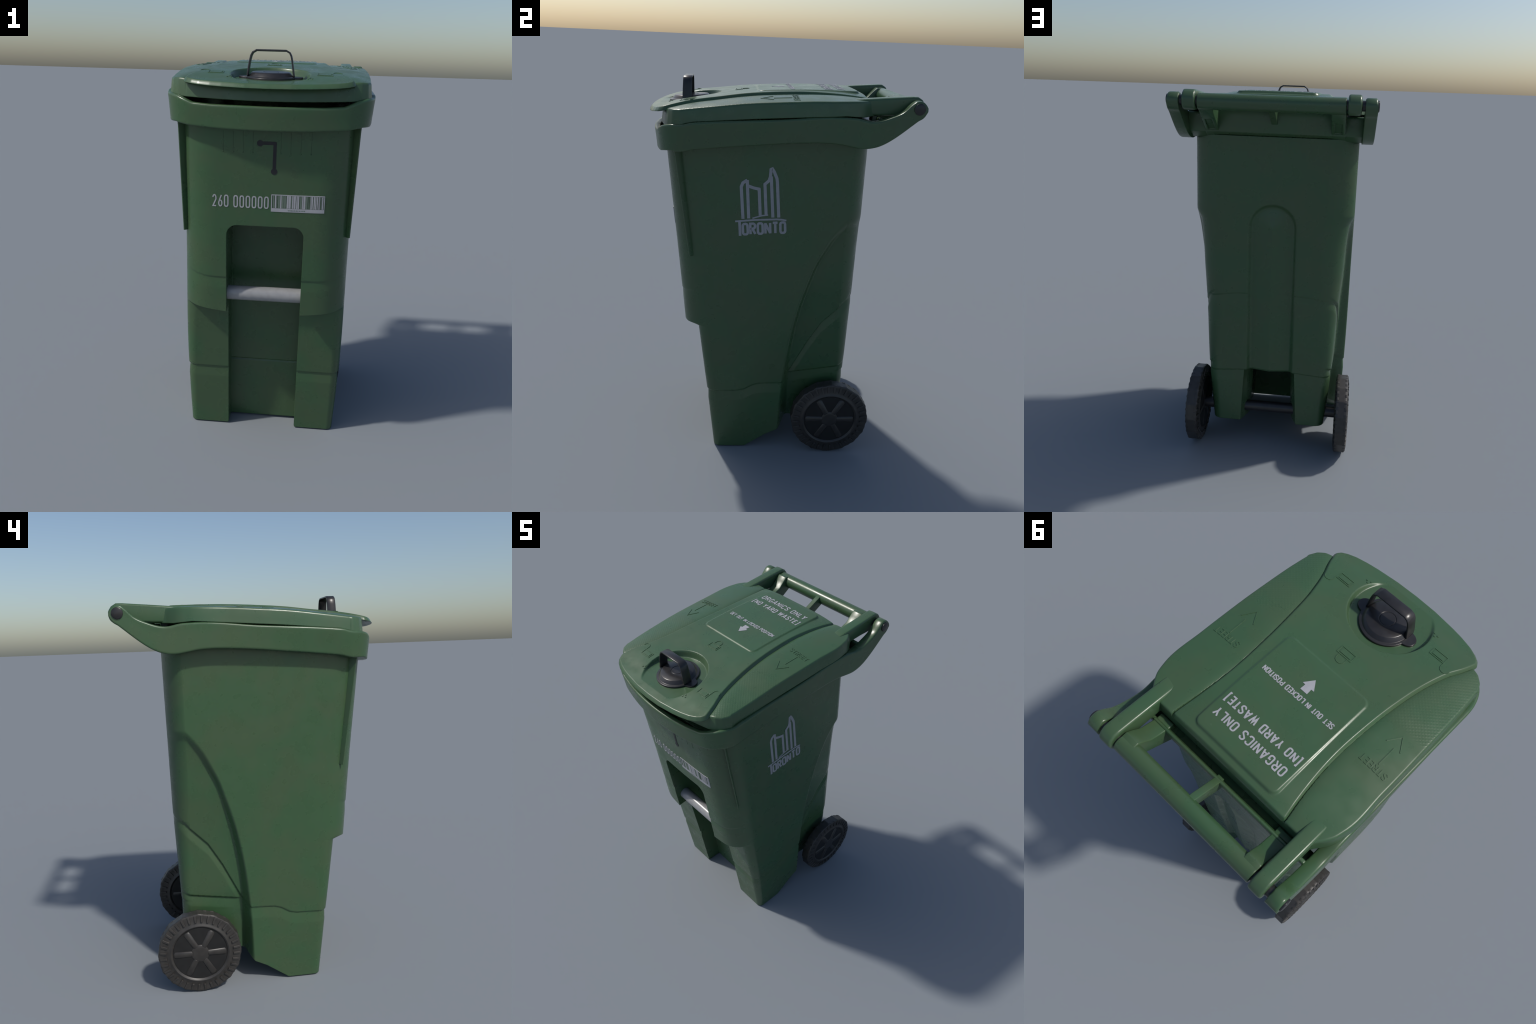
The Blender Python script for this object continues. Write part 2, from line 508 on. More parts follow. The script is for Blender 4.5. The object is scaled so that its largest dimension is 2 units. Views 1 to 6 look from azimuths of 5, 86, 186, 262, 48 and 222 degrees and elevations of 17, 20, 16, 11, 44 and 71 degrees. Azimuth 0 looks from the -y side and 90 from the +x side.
for (x, y), n in zip(P, Nrm):
    k = float(sstep((y + .50) / .08))                 # 0 = front, 1 = side
    zb = (1-k)*float(col_bot_front(x)) + k*float(col_bot_side(y))
    zt = (1-k)*float(col_top_front(x)) + k*float(col_top_side(y))
    th = .030 + .024*float(sstep((y + .45) / .2))     # wall thickness
    bt = float(interp(y, [-.4, 0, .4], [-.010, -.002, .002]))      # slight inward rake at the foot
    h = zt - zb
    e = min(.008, h*.2)
    inner_low = .075 if y < .34 else th
    sec = [(bt - .005, zb), (bt - .0015, zb + e*.2), (bt, zb + e*.7), (bt*.97, zb + e*1.3), (bt*.4, zb + h*.6), (-.0002, zt - e*1.7), (0, zt - e),
           (-.0012, zt - e*.55), (-.0042, zt - e*.17), (-.009, zt),
           (-th + .006, zt), (-th, zt - e*.6), (-th, zb + e*2), (-inner_low, zb + e*2 - .0005), (-inner_low, zb)]
    for o, z in sec:
        V.append((x + n[0]*o, y + n[1]*o, z))
ns = len(sec)
F = grid_faces(len(P), ns, wrap=True)
F += [tuple(range(ns)), tuple(range((len(P)-1)*ns, len(P)*ns))[::-1]]
collar = make_object('rim_collar', V, F, MAT_BODY, root, 52)

# rear wall, braces and grip (fixed pull handle)
back = extrude_yz('back', [(.40, 1.735), (.432, 1.752), (.460, 1.768), (.474, 1.868), (.469, 1.880), (.459, 1.880), (.451, 1.862), (.448, 1.842), (.40, 1.838)], -.346, .346, bevel=.004)
back2, back3 = [extrude_yz('back', [(.40, 1.735), (.432, 1.752), (.459, 1.767), (.471, 1.850), (.467, 1.862), (.452, 1.860), (.448, 1.81), (.40, 1.80)], *sorted((q*.344, q*.428)), bevel=.004) for q in (1, -1)]
join_parts = [back, back2, back3]
rim_wall = join('rim_rear_wall', join_parts, MAT_BODY, collar)
brace_poly = [(.425, 1.752), (.446, 1.764), (.612, 1.872), (.63, 1.90), (.615, 1.948), (.583, 1.951), (.560, 1.930), (.530, 1.899), (.458, 1.872), (.43, 1.872)]
def brace(s):
    b = extrude_yz('handle_brace', brace_poly, *sorted((s*.276, s*.342)), bevel=.004)
    # shallow pocket moulded into the sloping rear face
    a = math.atan2(1.872 - 1.764, .612 - .446)
    c = Vector((s*.309, .505, 1.764 + .059*math.tan(a)))
    bm = bmesh.new(); bmesh.ops.create_cube(bm, size=1)
    M = Matrix.Translation(c) @ Matrix.Rotation(a, 4, 'X') @ Matrix.Diagonal((.036, .100, .014, 1))
    bmesh.ops.transform(bm, matrix=M, verts=bm.verts)
    me = bpy.data.meshes.new('pk'); bm.to_mesh(me); bm.free()
    cu = bpy.data.objects.new('pk', me); bpy.context.scene.collection.objects.link(cu)
    boolean(b, [cu]); finish(b, MAT_BODY, collar, 40)
    return b
brace(1); brace(-1)
v, f = lathe_x([(-.342, .034), (-.339, .038), (.339, .038), (.342, .034)], 40, 0, .616, 1.913)
grip = make_object('grip_bar', v, f, MAT_BODY, collar, 40)
extrude_yz('handle_rib', [(.445, 1.800), (.60, 1.882), (.60, 1.94), (.555, 1.920), (.50, 1.893), (.445, 1.872)], -.013, .016, MAT_BODY, collar, bevel=.002)

# hinge pin
v, f = lathe_x([(-.489, .022), (-.487, .026), (-.480, .0265), (-.47, .024), (.47, .024), (.480, .0265), (.487, .026), (.489, .022)], 20, 0, .617, 1.917)
make_object('hinge_pin', v, f, MAT_BLACK, collar, 35)

# ------------------------------------------------------------------ lid
tongue_z = smooth_interp([-.67, -.62, -.58, -.54, -.45, -.307, -.2, -.05, .05, .2, .3, .36, .43],
                         [1.850, 1.863, 1.873, 1.884, 1.904, 1.924, 1.939, 1.952, 1.957, 1.962, 1.962, 1.959, 1.950])
edge_z = smooth_interp([-.52, -.47, -.29, -.17, 0, .2, .33, .43],
                       [1.862, 1.871, 1.898, 1.913, 1.926, 1.937, 1.939, 1.936])
tongue_x = smooth_interp([-.60, -.56, -.50, -.45, -.35, -.19, -.03, .13, .32, .43],
                         [.384, .374, .355, .333, .303, .276, .261, .256, .272, .290])
def panel_rise(y): return interp(y, [-.12, .05, .2, .3, .375], [.004, .0045, .005, .006, .010])
def recess_floor(y): return 1.8855 + (y + .34) * .075
REC = (0.0, -.48, .18)

def rect_inside(x, y, x0, x1, y0, y1, r):
    """Signed distance inside a rounded rectangle (positive inside)."""
    cx, cy, hx, hy = (x0+x1)/2, (y0+y1)/2, (x1-x0)/2, (y1-y0)/2
    qx = np.abs(x - cx) - hx + r; qy = np.abs(y - cy) - hy + r
    return -(np.hypot(np.maximum(qx, 0), np.maximum(qy, 0)) + np.minimum(np.maximum(qx, qy), 0) - r)

def lid_z(x, y):
    """Height of the lid's raised middle field."""
    x = np.asarray(x, float); y = np.asarray(y, float)
    z = tongue_z(y) - .013*np.clip(np.abs(x)/.28, 0, 1.1)**4 * sstep((y - .05)/.3)
    d = rect_inside(x, y, -.208, .208, -.122, .392, .035)
    w = .012
    z = z + panel_rise(y) * sstep(d / w)
    # spoon shaped recess for the latch, running out towards the lip
    rr = np.hypot(x - REC[0], y - REC[1])
    k = sstep((REC[2] - rr) / .014)
    fl = np.minimum(recess_floor(y), z)
    return z*(1-k) + fl*k

def flank_z(x, y):
    xg = tongue_x(y); xe = .452
    t = np.clip((np.abs(x) - xg)/np.maximum(xe - xg, .02), 0, 1.15)
    zf = tongue_z(y) - .011 - .003*sstep((y - .1)/.3)
    z = zf*(1 - t**1.8) + edge_z(y)*t**1.8
    return z - .005*np.exp(-np.clip(np.abs(x) - xg, 0, 1)/.016)

def base_z(x, y):
    x = np.asarray(x, float); y = np.asarray(y, float)
    z = np.where(np.abs(x) > tongue_x(y), flank_z(x, y), tongue_z(y) - .028)
    rr = np.hypot(x - REC[0], y - REC[1])
    return np.where(rr < .21, np.minimum(z, recess_floor(y) - .012), z)

def shell_from_grid(name, X, Y, Z, skirt, bottom, mat, parent, angle):
    """Closed solid: top grid, a rounded skirt around it, flat-ish underside.
    skirt = [(outward offset, fraction of drop, absolute drop)], bottom(x,y)->z."""
    nr, ncl = X.shape
    V = [np.stack([X.ravel(), Y.ravel(), Z.ravel()], 1)]
    F = grid_faces(nr, ncl)
    idx = np.arange(nr*ncl).reshape(nr, ncl)
    loop = list(idx[0, :]) + list(idx[1:, -1]) + list(idx[-1, -2::-1]) + list(idx[-2:0:-1, 0])
    B = V[0][loop]; n = len(loop)
    t = np.roll(B[:, :2], -1, 0) - np.roll(B[:, :2], 1, 0); t /= np.linalg.norm(t, axis=1)[:, None] + 1e-9
    out = np.stack([t[:, 1], -t[:, 0]], 1)
    if np.sum(out * (B[:, :2] - B[:, :2].mean(0))) < 0: out = -out
    prev = loop; base = nr*ncl
    zb = bottom(B[:, 0], B[:, 1])
    for off, frac, drop in skirt:
        P = B.copy(); P[:, :2] += out*off
        P[:, 2] = B[:, 2] - drop - (B[:, 2] - zb)*frac
        V.append(P)
        cur = list(range(base, base + n)); base += n
        F += [(prev[i], prev[(i+1) % n], cur[(i+1) % n], cur[i]) for i in range(n)]
        prev = cur
    # underside grid reusing the last ring as its border
    P = np.stack([X.ravel(), Y.ravel(), bottom(X.ravel(), Y.ravel())], 1)
    inner = [i for i in range(nr*ncl) if 0 < i // ncl < nr-1 and 0 < i % ncl < ncl-1]
    mapping = {i: base + k for k, i in enumerate(inner)}
    for l, c in zip(loop, prev): mapping[l] = c
    V.append(P[inner])
    F += [(mapping[a], mapping[d], mapping[c], mapping[b]) for a, b, c, d in grid_faces(nr, ncl)]
    return make_object(name, np.concatenate(V), F, mat, parent, angle)

# base of the lid with its side bands and skirt
half_lid = smooth_interp([-.55, -.47, -.41, -.18, .10, .30, .345, .375, .395, .412],
                         [.428, .438, .443, .451, .456, .453, .440, .421, .406, .396])
def lid_front(x): return interp(np.abs(x), [0, .1, .2, .3, .36, .40, .425, .440], [-.592, -.588, -.576, -.558, -.545, -.530, -.510, -.478])
U = np.linspace(-1, 1, 361); Wv = np.linspace(0, 1, 200)
X = np.zeros((200, 361)); Y = np.zeros_like(X)
for j, u in enumerate(U):
    y0 = float(lid_front(u*.440)); Y[:, j] = y0 + Wv*(.412 - y0)
    X[:, j] = u*half_lid(np.maximum(Y[:, j], -.47)) * np.where(Y[:, j] < -.47, .440/.438, 1)
Z = base_z(X, Y)
def skirt_bottom(x, y):
    s = interp(y, [-.60, -.50, -.45, -.42, -.135, .284, .36, .43], [1.779, 1.797, 1.812, 1.819, 1.844, 1.872, 1.866, 1.872])
    return s
lid = shell_from_grid('lid', X, Y, Z, [(.004, 0, .001), (.0075, 0, .005), (.009, 0, .011), (.012, .6, 0), (.015, .97, 0), (.012, 1, 0)],
                      skirt_bottom, MAT_LID, root, 40)

# raised middle field with the overhanging front lip
def lip_front(x): return interp(np.abs(x), [0, .1, .2, .25, .30, .335, .355, .365], [-.647, -.644, -.632, -.623, -.610, -.594, -.579, -.561])
NX, NY = 221, 420
X = np.zeros((NY, NX)); Y = np.zeros_like(X)
for j, u in enumerate(np.linspace(-1, 1, NX)):
    y0 = float(lip_front(u*.365)); Y[:, j] = y0 + np.linspace(0, 1, NY)*(.408 - y0)
    X[:, j] = u*(tongue_x(np.maximum(Y[:, j], -.565)) - .012)
Z = lid_z(X, Y)
field = shell_from_grid('lid_top_plate', X, Y, Z, [(.003, 0, .0006), (.005, 0, .0025), (.0155, 0, .0185), (.016, 0, .0205)],
                        lambda x, y: np.minimum(tongue_z(y) - .022, lid_z(x, y) - .010), MAT_TOP, lid, 40)

# hinge arms of the lid
arm_poly = [(.312, 1.885), (.312, 1.935), (.335, 1.944), (.45, 1.954), (.60, 1.966), (.626, 1.966), (.648, 1.953), (.664, 1.930),
            (.661, 1.897), (.645, 1.878), (.62, 1.872), (.585, 1.874), (.50, 1.876), (.42, 1.872), (.34, 1.872)]
for s in (1, -1):
    extrude_yz('lid_hinge_arm', arm_poly, *sorted((s*.349, s*.411)), MAT_TOP, lid, bevel=.011, segs=5)

# ------------------------------------------------------------------ latch knob
def knob_radius(t):
    """Disc with two pointed ears on the x axis."""
    c = abs(math.cos(t))
    ear = max(0, (c - .955)/.045)
    return .113 + .032*ear**.8
KC = (0, -.457)
n = 160; v = []; f = []
prof = [(1, 1.876), (1, 1.884), (.985, 1.886), (-.104, 1.8875), (-.101, 1.888), (-.088, 1.903), (-.085, 1.905), (-.036, 1.905), (-.0345, 1.903), (-.032, 1.903), (-.0305, 1.905), (-.001, 1.905)]
tilt = lambda y: (y - KC[1]) * .075
for r, z in prof:
    for t in np.linspace(0, 2*np.pi, n, endpoint=False):
        rr = knob_radius(t)*r if r > 0 else -r
        x, y = rr*math.cos(t), KC[1] + rr*math.sin(t)
        v.append((x, y, z + tilt(y)))
f = grid_faces(len(prof), n, wrap=True) + [tuple(range(n))[::-1], tuple(range((len(prof)-1)*n, len(prof)*n))]
knob = make_object('latch_knob', v, f, MAT_BLACK, root, 35)
# strap handle: rounded arch swept as a flat band
arch2 = [(-.104, 1.888), (-.0985, 1.925), (-.0935, 1.955), (-.089, 1.974), (-.082, 1.987), (-.066, 1.996)]
arch2 = arch2 + [(-x, z) for x, z in arch2[::-1]]
A = np.array(arch2); T = np.gradient(A, axis=0); T /= np.linalg.norm(T, axis=1)[:, None]
Nn = np.stack([-T[:, 1], T[:, 0]], 1)
v = []
for (x, z), nn in zip(A, Nn):
    k = (z - 1.888)/.11
    yf, yb = -.497 + .003*k, -.449 - .001*k
    for o, yy in ((.004, yf + .003), (.004, yb - .003), (.002, yb), (-.003, yb), (-.004, yb - .003), (-.004, yf + .003), (-.003, yf), (.002, yf)):
        v.append((x + nn[0]*o, yy, z + nn[1]*o))
f = grid_faces(len(A), 8, wrap=True) + [tuple(range(8)), tuple(range((len(A)-1)*8, len(A)*8))[::-1]]
make_object('knob_handle', v, f, MAT_BLACK, knob, 50)

# ------------------------------------------------------------------ foot bar, axle
v, f = lathe_x([(-.2, .0365), (.2, .0365)], 40, 0, -.42, .828)
make_object('lift_bar', v, f, MAT_STEEL, root, 40)
v, f = lathe_x([(-.41, .030), (.41, .030)], 28, 0, .334, .2165)
make_object('axle', v, f, MAT_BLACK, root, 40)

# ------------------------------------------------------------------ wheels
WC = (.334, .2150); R = .2145; SIDES = 16
def facet(th):
    """Tyre outline is slightly faceted, corner pointing straight down."""
    s = 2*np.pi/SIDES
    k = np.mod(th + np.pi/2 + s/2, s) - s/2
    return np.cos(s/2)/np.cos(s/2 - np.abs(k)) * 1.0
def wheel(sign):
    x0, x1 = .371, .446                      # inner, outer face
    xm = (x0 + x1)/2; hw = (x1 - x0)/2
    prof = [(-hw + .014, .135), (-hw + .004, .143), (-hw, .150), (-hw + .003, .158), (-hw + .007, .165), (-hw + .007, .200), (-hw + .007, R - .006), (-hw + .0085, R - .002),
            (-hw + .012, R), (-.012, R), (.012, R), (hw - .012, R), (hw - .0085, R - .002), (hw - .007, R - .006), (hw - .007, .200), (hw - .007, .165), (hw - .003, .158), (hw, .150), (hw - .004, .143), (hw - .014, .135)]
    def scale(th): return np.ones_like(th)
    n = 288; th = np.linspace(0, 2*np.pi, n, endpoint=False)
    v = []
    fc = facet(th)
    for x, r in prof:
        k = 1 + (fc - 1)*np.clip((r - .15)/(R - .15), 0, 1)
        for t, kk in zip(th, k):
            v.append((sign*(xm + x), WC[0] + r*kk*math.cos(t), WC[1] + r*kk*math.sin(t)))
    f = grid_faces(len(prof), n, wrap=True)
    m = len(prof)
    f += [((m-1)*n + c, (m-1)*n + (c+1) % n, (c+1) % n, c) for c in range(n)]
    tyre = make_object('wheel', v, f, MAT_TYRE, root, 40)
    # sidewall ribs
    rib_v, rib_f = [], []
    def add_block(verts):
        b = len(rib_v); rib_v.extend(verts)
        rib_f.extend([(b, b+1, b+2, b+3), (b+7, b+6, b+5, b+4), (b, b+4, b+5, b+1), (b+1, b+5, b+6, b+2), (b+2, b+6, b+7, b+3), (b+3, b+7, b+4, b)])
    def pt(x, r, t): return (sign*(xm + x), WC[0] + r*math.cos(t), WC[1] + r*math.sin(t))
    NR = 36
    for i in range(NR):
        t = 2*math.pi*(i + .5)/NR; dt = .0072/.19
        fk = float(facet(np.array([t]))[0]); rt = R*fk - .0035
        for sd in (1, -1):
            add_block([pt(sd*(hw - .012), .170, t - dt), pt(sd*(hw - .012), .170, t + dt), pt(sd*(hw - .014), rt, t + dt), pt(sd*(hw - .014), rt, t - dt),
                       pt(sd*(hw + .0005), .172, t - dt*.72), pt(sd*(hw + .0005), .172, t + dt*.72), pt(sd*(hw - .005), rt - .002, t + dt*.72), pt(sd*(hw - .005), rt - .002, t - dt*.72)])
    make_object('tyre_rib', rib_v, rib_f, MAT_TYRE, tyre, 30)['kind'] = 'stuff'
    # tread lugs, two staggered rows
    rib_v, rib_f = [], []
    for i in range(NR):
        for row, (xa, xb) in enumerate(((-.0285, -.016), (.016, .0285))):
            t = 2*math.pi*(i + .5*row)/NR; dt = .0095/R
            ra, rb = [float(R*facet(np.array([q]))[0]) for q in (t - dt, t + dt)]
            lo, hi = -.006, .0009
            add_block([pt(xa, ra + lo, t - dt), pt(xb, ra + lo, t - dt), pt(xb, rb + lo, t + dt), pt(xa, rb + lo, t + dt),
                       pt(xa + .001, ra + hi, t - dt*.88), pt(xb - .001, ra + hi, t - dt*.88), pt(xb - .001, rb + hi, t + dt*.88), pt(xa + .001, rb + hi, t + dt*.88)])
    make_object('tread_lug', rib_v, rib_f, MAT_TYRE, tyre, 30)['kind'] = 'stuff'
    # web disc
    v, f = lathe_x([(-.035, .139), (.030, .139)], 64, xm, WC[0], WC[1])
    v = [(sign*x, y, z) for x, y, z in v]
    make_object('wheel_web', v, f, MAT_WEB, tyre, 40)
    # spokes and hub
    v, f = lathe_x([(-.036, .030), (-.035, .041), (-.032, .046), (-.02, .050), (.02, .050), (.032, .046), (.035, .041), (.036, .030)], 48, xm, WC[0], WC[1])
    make_object('wheel_hub', [(sign*x, y, z) for x, y, z in v], f, MAT_RIM, tyre, 35)
    sp_v, sp_f = [], []
    spoke = None
    for i in range(6):
        t = math.pi/3*i
        b0 = len(sp_v)
        ca, sa = math.cos(t), math.sin(t)
        for r, w in ((.040, .0185), (.126, .0225), (.136, .019)):
            for q in np.linspace(0, 2*np.pi, 16, endpoint=False):
                c, sq = math.cos(q), math.sin(q); lat = w*math.copysign(abs(c)**.6, c); xx = .0365*math.copysign(abs(sq)**.6, sq)*(1 if r < .13 else .8)
                sp_v.append((sign*(xm + xx), WC[0] + r*ca - lat*sa, WC[1] + r*sa + lat*ca))
        faces = grid_faces(3, 16, wrap=True) + [tuple(range(16)), tuple(range(32, 48))]
        make_object('wheel_spoke', sp_v[b0:], faces, MAT_RIM, tyre, 40)
wheel(1); wheel(-1)

# ------------------------------------------------------------------ lettering: single-stroke alphabet
def arc_pts(cx, cy, rx, ry, a0, a1, n=7):
    return [(cx + rx*math.cos(math.radians(a)), cy + ry*math.sin(math.radians(a))) for a in np.linspace(a0, a1, n)]
W_, H_, C_ = .56, 1.0, .20
def rr_loop(w=W_, h=H_, c=C_):
    return (arc_pts(w-c, h-c, c, c, 0, 90, 5) + arc_pts(c, h-c, c, c, 90, 180, 5) + arc_pts(c, c, c, c, 180, 270, 5) + arc_pts(w-c, c, c, c, 270, 360, 5))
O_ = rr_loop(); O_ = O_ + O_[:1]
GL = {
 'O': [O_], '0': [O_], 'D': [[(0, 0), (0, 1), (W_-C_, 1)] + arc_pts(W_-C_, 1-C_, C_, C_, 90, 0, 5) + arc_pts(W_-C_, C_, C_, C_, 0, -90, 5) + [(0, 0)]],
 'R': [[(0, 0), (0, 1), (W_-.2, 1)] + arc_pts(W_-.22, .76, .22, .24, 80, -80, 7) + [(0, .5)], [(.25, .5), (W_, 0)]],
 'P': [[(0, 0), (0, 1), (W_-.2, 1)] + arc_pts(W_-.22, .75, .22, .25, 80, -80, 7) + [(0, .5)]],
 'G': [arc_pts(W_-C_, 1-C_, C_, C_, 0, 90, 5) + arc_pts(C_, 1-C_, C_, C_, 90, 180, 5) + arc_pts(C_, C_, C_, C_, 180, 270, 5) + arc_pts(W_-C_, C_, C_, C_, 270, 360, 5) + [(W_, .48), (.3, .48)]],
 'C': [arc_pts(W_-C_, 1-C_, C_, C_, 0, 90, 5) + arc_pts(C_, 1-C_, C_, C_, 90, 180, 5) + arc_pts(C_, C_, C_, C_, 180, 270, 5) + arc_pts(W_-C_, C_, C_, C_, 270, 360, 5)],
 'A': [[(0, 0), (.29, 1), (.34, 1), (.63, 0)], [(.11, .28), (.52, .28)]],
 'N': [[(0, 0), (0, 1)], [(.02, .97), (.55, .03)], [(.57, 0), (.57, 1)]],
 'I': [[(0, 0), (0, 1)]],
 'S': [arc_pts(W_-.22, .76, .22, .24, 0, 90, 5) + arc_pts(.22, .76, .22, .24, 90, 200, 7) + [(.2, .55), (W_-.2, .45)] + arc_pts(W_-.22, .24, .22, .24, 20, -90, 7) + arc_pts(.22, .24, .22, .24, 270, 180, 5)],
 'L': [[(0, 1), (0, 0), (.48, 0)]],
 'Y': [[(0, 1), (.29, .45), (.58, 1)], [(.29, .45), (.29, 0)]],
 'W': [[(0, 1), (.2, 0), (.42, .9), (.64, 0), (.84, 1)]],
 'T': [[(0, 1), (.56, 1)], [(.28, 1), (.28, 0)]],
 'E': [[(.5, 1), (0, 1), (0, 0), (.5, 0)], [(0, .52), (.44, .52)]],
 'U': [[(0, 1), (0, C_)] + arc_pts(C_, C_, C_, C_, 180, 270, 5) + arc_pts(W_-C_, C_, C_, C_, 270, 360, 5) + [(W_, 1)]],
 'K': [[(0, 0), (0, 1)], [(.54, 1), (0, .42)], [(.16, .58), (.56, 0)]],
 '[': [[(.2, 1.1), (0, 1.1), (0, -.1), (.2, -.1)]], ']': [[(0, 1.1), (.2, 1.1), (.2, -.1), (0, -.1)]],
 '2': [arc_pts(.25, .75, .25, .25, 175, 0, 8) + [(.5, .62), (0, .0), (.52, 0)]],
 '6': [[(.44, 1), (.12, .56)] + arc_pts(.26, .27, .26, .27, 120, 480, 16)],
}
ADV = {'I': 0.0, '[': .2, ']': .2, 'W': .84, 'A': .63, 'N': .57, 'L': .48, 'E': .5, 'Y': .58, '2': .52, '6': .52}

def stroke_poly(line, w, closed=False, seg=.012):
    """Flat mitred ribbon along a polyline -> (verts2d, quads)."""
    pts = [np.array(p, float) for p in line]
    dense = [pts[0]]
    for a, b in zip(pts[:-1], pts[1:]):
        k = max(1, int(np.linalg.norm(b - a)/seg))
        for i in range(1, k+1): dense.append(a + (b-a)*i/k)
    P = np.array(dense)
    n = len(P)
    closed = np.linalg.norm(P[0] - P[-1]) < 1e-6
    verts, quads = [], []
    for i in range(n):
        if closed:
            d0 = P[i] - P[i-1] if i > 0 else P[0] - P[-2]
            d1 = P[i+1] - P[i] if i < n-1 else P[1] - P[0]
        else:
            d0 = P[i] - P[i-1] if i > 0 else P[1] - P[0]
            d1 = P[i+1] - P[i] if i < n-1 else P[-1] - P[-2]
        d0 = d0/(np.linalg.norm(d0)+1e-12); d1 = d1/(np.linalg.norm(d1)+1e-12)
        m = d0 + d1; m = m/(np.linalg.norm(m)+1e-12)
        nn = np.array([-m[1], m[0]]); c = max(.45, abs(m @ d0))
        verts += [P[i] + nn*w/2/c, P[i] - nn*w/2/c]
    quads = [(2*i, 2*i+1, 2*i+3, 2*i+2) for i in range(n-1)]
    return verts, quads

def text_lines(txt, x0, y0, width, height, gap=.26):
    """Polylines for a line of text fitted to a box with lower-left x0, y0."""
    pen = 0; strokes = []
    for ch in txt:
        if ch == ' ': pen += .55; continue
        for ln in GL[ch]: strokes.append([(pen + a, b) for a, b in ln])
        pen += ADV.get(ch, W_) + gap
    tot = pen - gap
    k = width/tot
    return [[(x0 + a*k, y0 + b*height) for a, b in ln] for ln in strokes]

def stamp(name, strokes, w, mapper, h, mat, parent, polys=(), sink=.0015):
    """Raise 2D ribbons (and filled quads) as thin relief on a curved surface."""
    V, F = [], []
    def add(v2, q2, lift=0.0):
        b = len(V); m = len(v2)
        for p in v2: V.append(mapper(p[0], p[1], h + lift))
        for p in v2: V.append(mapper(p[0], p[1], -sink))
        edges = {}
        for q in q2:
            F.append(tuple(b + i for i in q)); F.append(tuple(b + m + i for i in q[::-1]))
            for i in range(len(q)):
                e = (q[i], q[(i+1) % len(q)])
                if (e[1], e[0]) in edges: edges.pop((e[1], e[0]))
                else: edges[e] = 1
        for a, c in edges: F.append((b + a, b + m + a, b + m + c, b + c))
    for i, ln in enumerate(strokes):
        add(*stroke_poly(ln, w[i] if isinstance(w, list) else w), lift=6e-5*(i % 5))
    for i, (v2, q2) in enumerate(polys): add(v2, q2, lift=6e-5*(5 + i % 4))
    ob = make_object(name, V, F, mat, parent, 30, smooth=False)
    return ob

def rect_patch(x0, x1, y0, y1, nx=1, ny=1):
    v = [(x0 + (x1-x0)*i/nx, y0 + (y1-y0)*j/ny) for j in range(ny+1) for i in range(nx+1)]
    q = [(j*(nx+1)+i, j*(nx+1)+i+1, (j+1)*(nx+1)+i+1, (j+1)*(nx+1)+i) for j in range(ny) for i in range(nx)]
    return v, q
def disc_patch(cx, cy, r, n=16):
    return [(cx + r*math.cos(2*math.pi*i/n), cy + r*math.sin(2*math.pi*i/n)) for i in range(n)], [tuple(range(n))]

def on_lid(x, y, h): return (x, y, float(lid_z(x, y)) + h)
def on_flank(x, y, h): return (x, y, float(flank_z(x, y)) + h)
def on_front(x, z, h):
    rc = float(interp(z, *CORNER_REACH)); xe = float(half_width(-.42, z)) - rc
    ax = abs(x)
    if ax <= xe: return (x, float(y_up(z)) + BULGE*ax*ax - h, z)
    sl = 2*BULGE*xe; ye = float(y_up(z)) + BULGE*xe*xe; cyp = ye + sl*rc
    sx = float(half_width(cyp + rc, z))
    t = 1 - math.sqrt((sx - ax)/(sx - xe))
    return (x, (1-t)**2*ye + 2*t*(1-t)*cyp + t*t*(cyp + rc) - h*1.15, z)
def on_side(y, z, h): return (float(half_width(y, z)) + h, y, z)

TH = .0012
stamp('lid_lettering', text_lines('ORGANICS ONLY', -.171, .285, .342, .034, .38), .0062, on_lid, TH, MAT_PRINT, lid)
stamp('lid_lettering', text_lines('[NO YARD WASTE]', -.180, .220, .360, .032, .38), .0062, on_lid, TH, MAT_PRINT, lid)
stamp('lid_lettering', text_lines('SET OUT IN LOCKED POSITION', -.173, .046, .346, .020, .3), .0042, on_lid, TH, MAT_PRINT, lid)
arrow = ([(0, -.040), (.028, .000), (.015, .001), (.0165, .026), (-.0165, .026), (-.015, .001), (-.028, .000)], [(0, 1, 2, 5, 6), (2, 3, 4, 5)])
stamp('lid_arrow', [], .01, on_lid, TH, MAT_PRINT, lid, polys=[arrow])

# moulded padlock signs, street arrows and dots (same green, raised)
EM = .0019
def padlock(cx, cy, opened):
    b = [(cx-.034, cy-.016), (cx+.034, cy-.016), (cx+.034, cy+.018), (cx-.034, cy+.018), (cx-.034, cy-.016)]
    sx = cx + (.055*opened if opened else 0)
    s = [(sx-.020, cy+.018)] + arc_pts(sx, cy+.034, .020, .020, 180, 0, 9)
    if not opened: s = s + [(sx+.020, cy+.018)]
    elif opened > 0: s = [(sx-.020, cy+.008)] + s[1:]
    else: s = s[1:] + [(sx+.020, cy+.008)]
    return [b, s], [rect_patch(cx-.026, cx+.026, cy-.010, cy+.012, 6, 3)]
for px, py, op in ((0, -.212, 0), (-.246, -.478, -1), (.243, -.478, 1)):
    st, pl = padlock(px, py, op)
    stamp('moulded_padlock', st, .0034, on_lid, EM, MAT_EMBOSS, lid, polys=pl)
for s in (1, -1):
    cx = .373*s
    stamp('moulded_street_sign', text_lines('STREET', cx - .060, .042, .120, .026, .32), .0042, on_flank, EM, MAT_EMBOSS, lid)
    stamp('moulded_street_sign', [[(cx + .006*s, .036), (cx + .006*s, -.05)], [(cx - .034, -.052), (cx, -.108), (cx + .034, -.052)]], .0042, on_flank, EM, MAT_EMBOSS, lid)
dots = [disc_patch(s*(.168 + dx), -.555 + dy, .0045, 10) for s in (1, -1) for dx, dy in ((0, 0), (.018, .004), (.008, .014))]
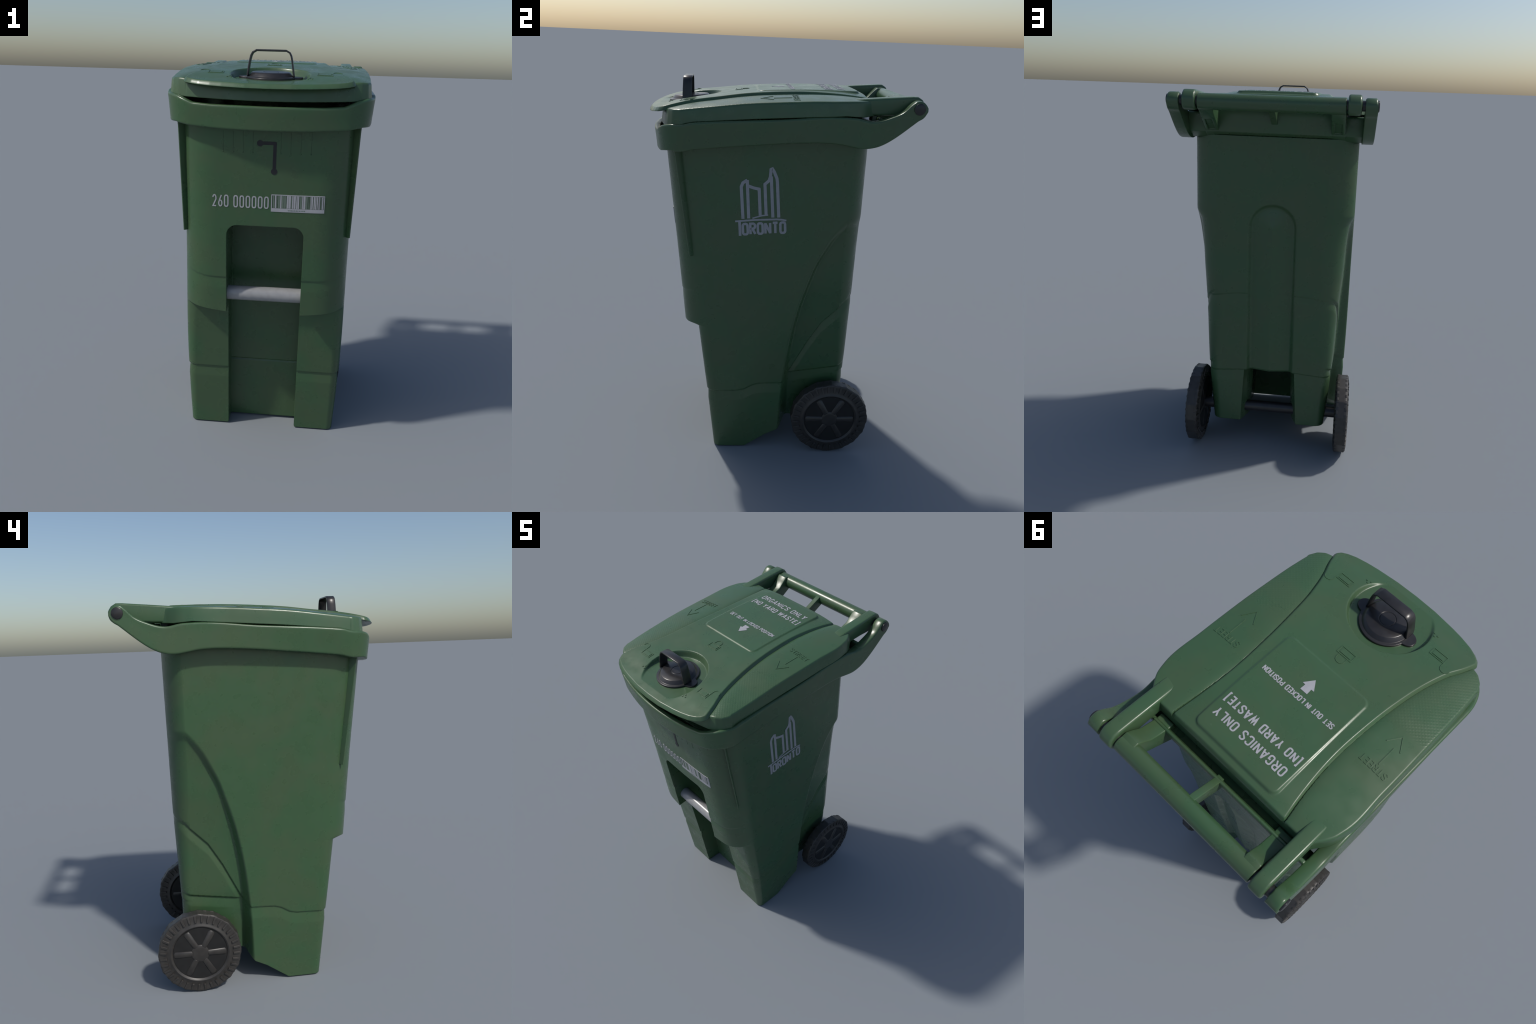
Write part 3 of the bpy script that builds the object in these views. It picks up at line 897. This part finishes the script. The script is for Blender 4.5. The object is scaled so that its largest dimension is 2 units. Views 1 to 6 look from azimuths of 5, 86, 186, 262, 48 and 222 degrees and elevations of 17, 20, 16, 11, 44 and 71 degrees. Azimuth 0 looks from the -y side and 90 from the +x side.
stamp('moulded_dot', [], .01, on_lid, EM, MAT_EMBOSS, lid, polys=dots)['kind'] = 'stuff'

# front: serial number, bar code, lock-path mark, guide ribs
stamp('serial_number', text_lines('260 000000', -.248, 1.296, .260, .053, .44), .0060, on_front, TH, MAT_PRINT, body)
bars = [rect_patch(.026, .274, 1.281, 1.298, 24, 1), rect_patch(.026, .030, 1.298, 1.364, 1, 8), rect_patch(.270, .274, 1.298, 1.364, 1, 8), rect_patch(.026, .274, 1.360, 1.364, 24, 1)]
pale = []
x = .034; r2 = random.Random(11)
while x < .264:
    w = r2.choice([.0028, .0035, .0045, .006, .009])
    w = min(w, .267 - x)
    kind = r2.random()
    (bars if kind < .68 else pale).append(rect_patch(x, x + w, 1.299, 1.3595, 1, 6))
    x += w + r2.choice([.0012, .0018, .0026, .0034])
stamp('barcode_label', [], .01, on_front, TH, MAT_PRINT, body, polys=bars)
stamp('barcode_stripe', [], .01, on_front, TH*.8, MAT_PALEBAR, body, polys=pale)['kind'] = 'stuff'
ticks = [rect_patch(.105 + i*.0075, .105 + i*.0075 + r2.choice([.003, .004, .005]), 1.287, 1.2915) for i in range(11)]
stamp('barcode_digits', [], .01, on_front, TH*1.5, MAT_PALEBAR, body, polys=ticks)['kind'] = 'stuff'
mark = [[(-.030, 1.599), (.037, 1.599)], [(.0365, 1.605), (.0355, 1.475)]]
stamp('lock_path_mark', mark, .015, on_front, TH, MAT_MARK, body,
      polys=[disc_patch(-.031, 1.598, .0145), disc_patch(.0355, 1.471, .0145), disc_patch(.0365, 1.599, .0075)])
ribs = [[(s*x, 1.648), (s*x, 1.560)] for s in (1, -1) for x in (.063, .108, .153, .199)]
stamp('guide_rib', ribs, .0018, on_front, .0004, MAT_BODY, body, polys=[disc_patch(a[1][0], 1.555, .0035, 10) for a in ribs])['kind'] = 'stuff'

# side emblem: two curved towers above a plinth, and the city name
E = []
EW = []
def es(w, *pts): E.append(list(pts)); EW.append(w)
sw = .0150
es(sw, (-.178, 1.354), (-.191, 1.515), (-.184, 1.534), (-.163, 1.549))
es(sw, (-.150, 1.357), (-.163, 1.549))
es(sw, (-.160, 1.521), (-.130, 1.511), (-.104, 1.506), (-.094, 1.374))
es(sw, (-.065, 1.377), (-.077, 1.531), (-.058, 1.549), (-.0525, 1.566), (-.0505, 1.604), (-.044, 1.607), (-.034, 1.592), (-.020, 1.560), (-.017, 1.540), (-.002, 1.366))
es(sw, (-.031, 1.365), (-.048, 1.570))
es(.007, (-.132, 1.358), (-.108, 1.366), (-.085, 1.373), (-.055, 1.377))
es(.009, (-.216, 1.340), (-.12, 1.350), (-.01, 1.356), (.015, 1.355), (.036, 1.351))
ca, sa = math.cos(math.radians(4)), math.sin(math.radians(4))
def rot(p): return (-.196 + p[0]*ca - p[1]*sa, 1.2655 + p[0]*sa + p[1]*ca)
tl = text_lines('ORONTO', .0215, .0065, .2095, .054, .326)
GLB = []
for ln in tl: GLB.append([rot(p) for p in ln])
for ln in GLB: E.append(ln); EW.append(.0122)
E.append([rot((.0065, .0)), rot((.0065, .077))]); EW.append(.0135)
stamp('city_emblem', E, EW, on_side, TH, MAT_SIDEPRINT, body)

bpy.context.view_layer.update()
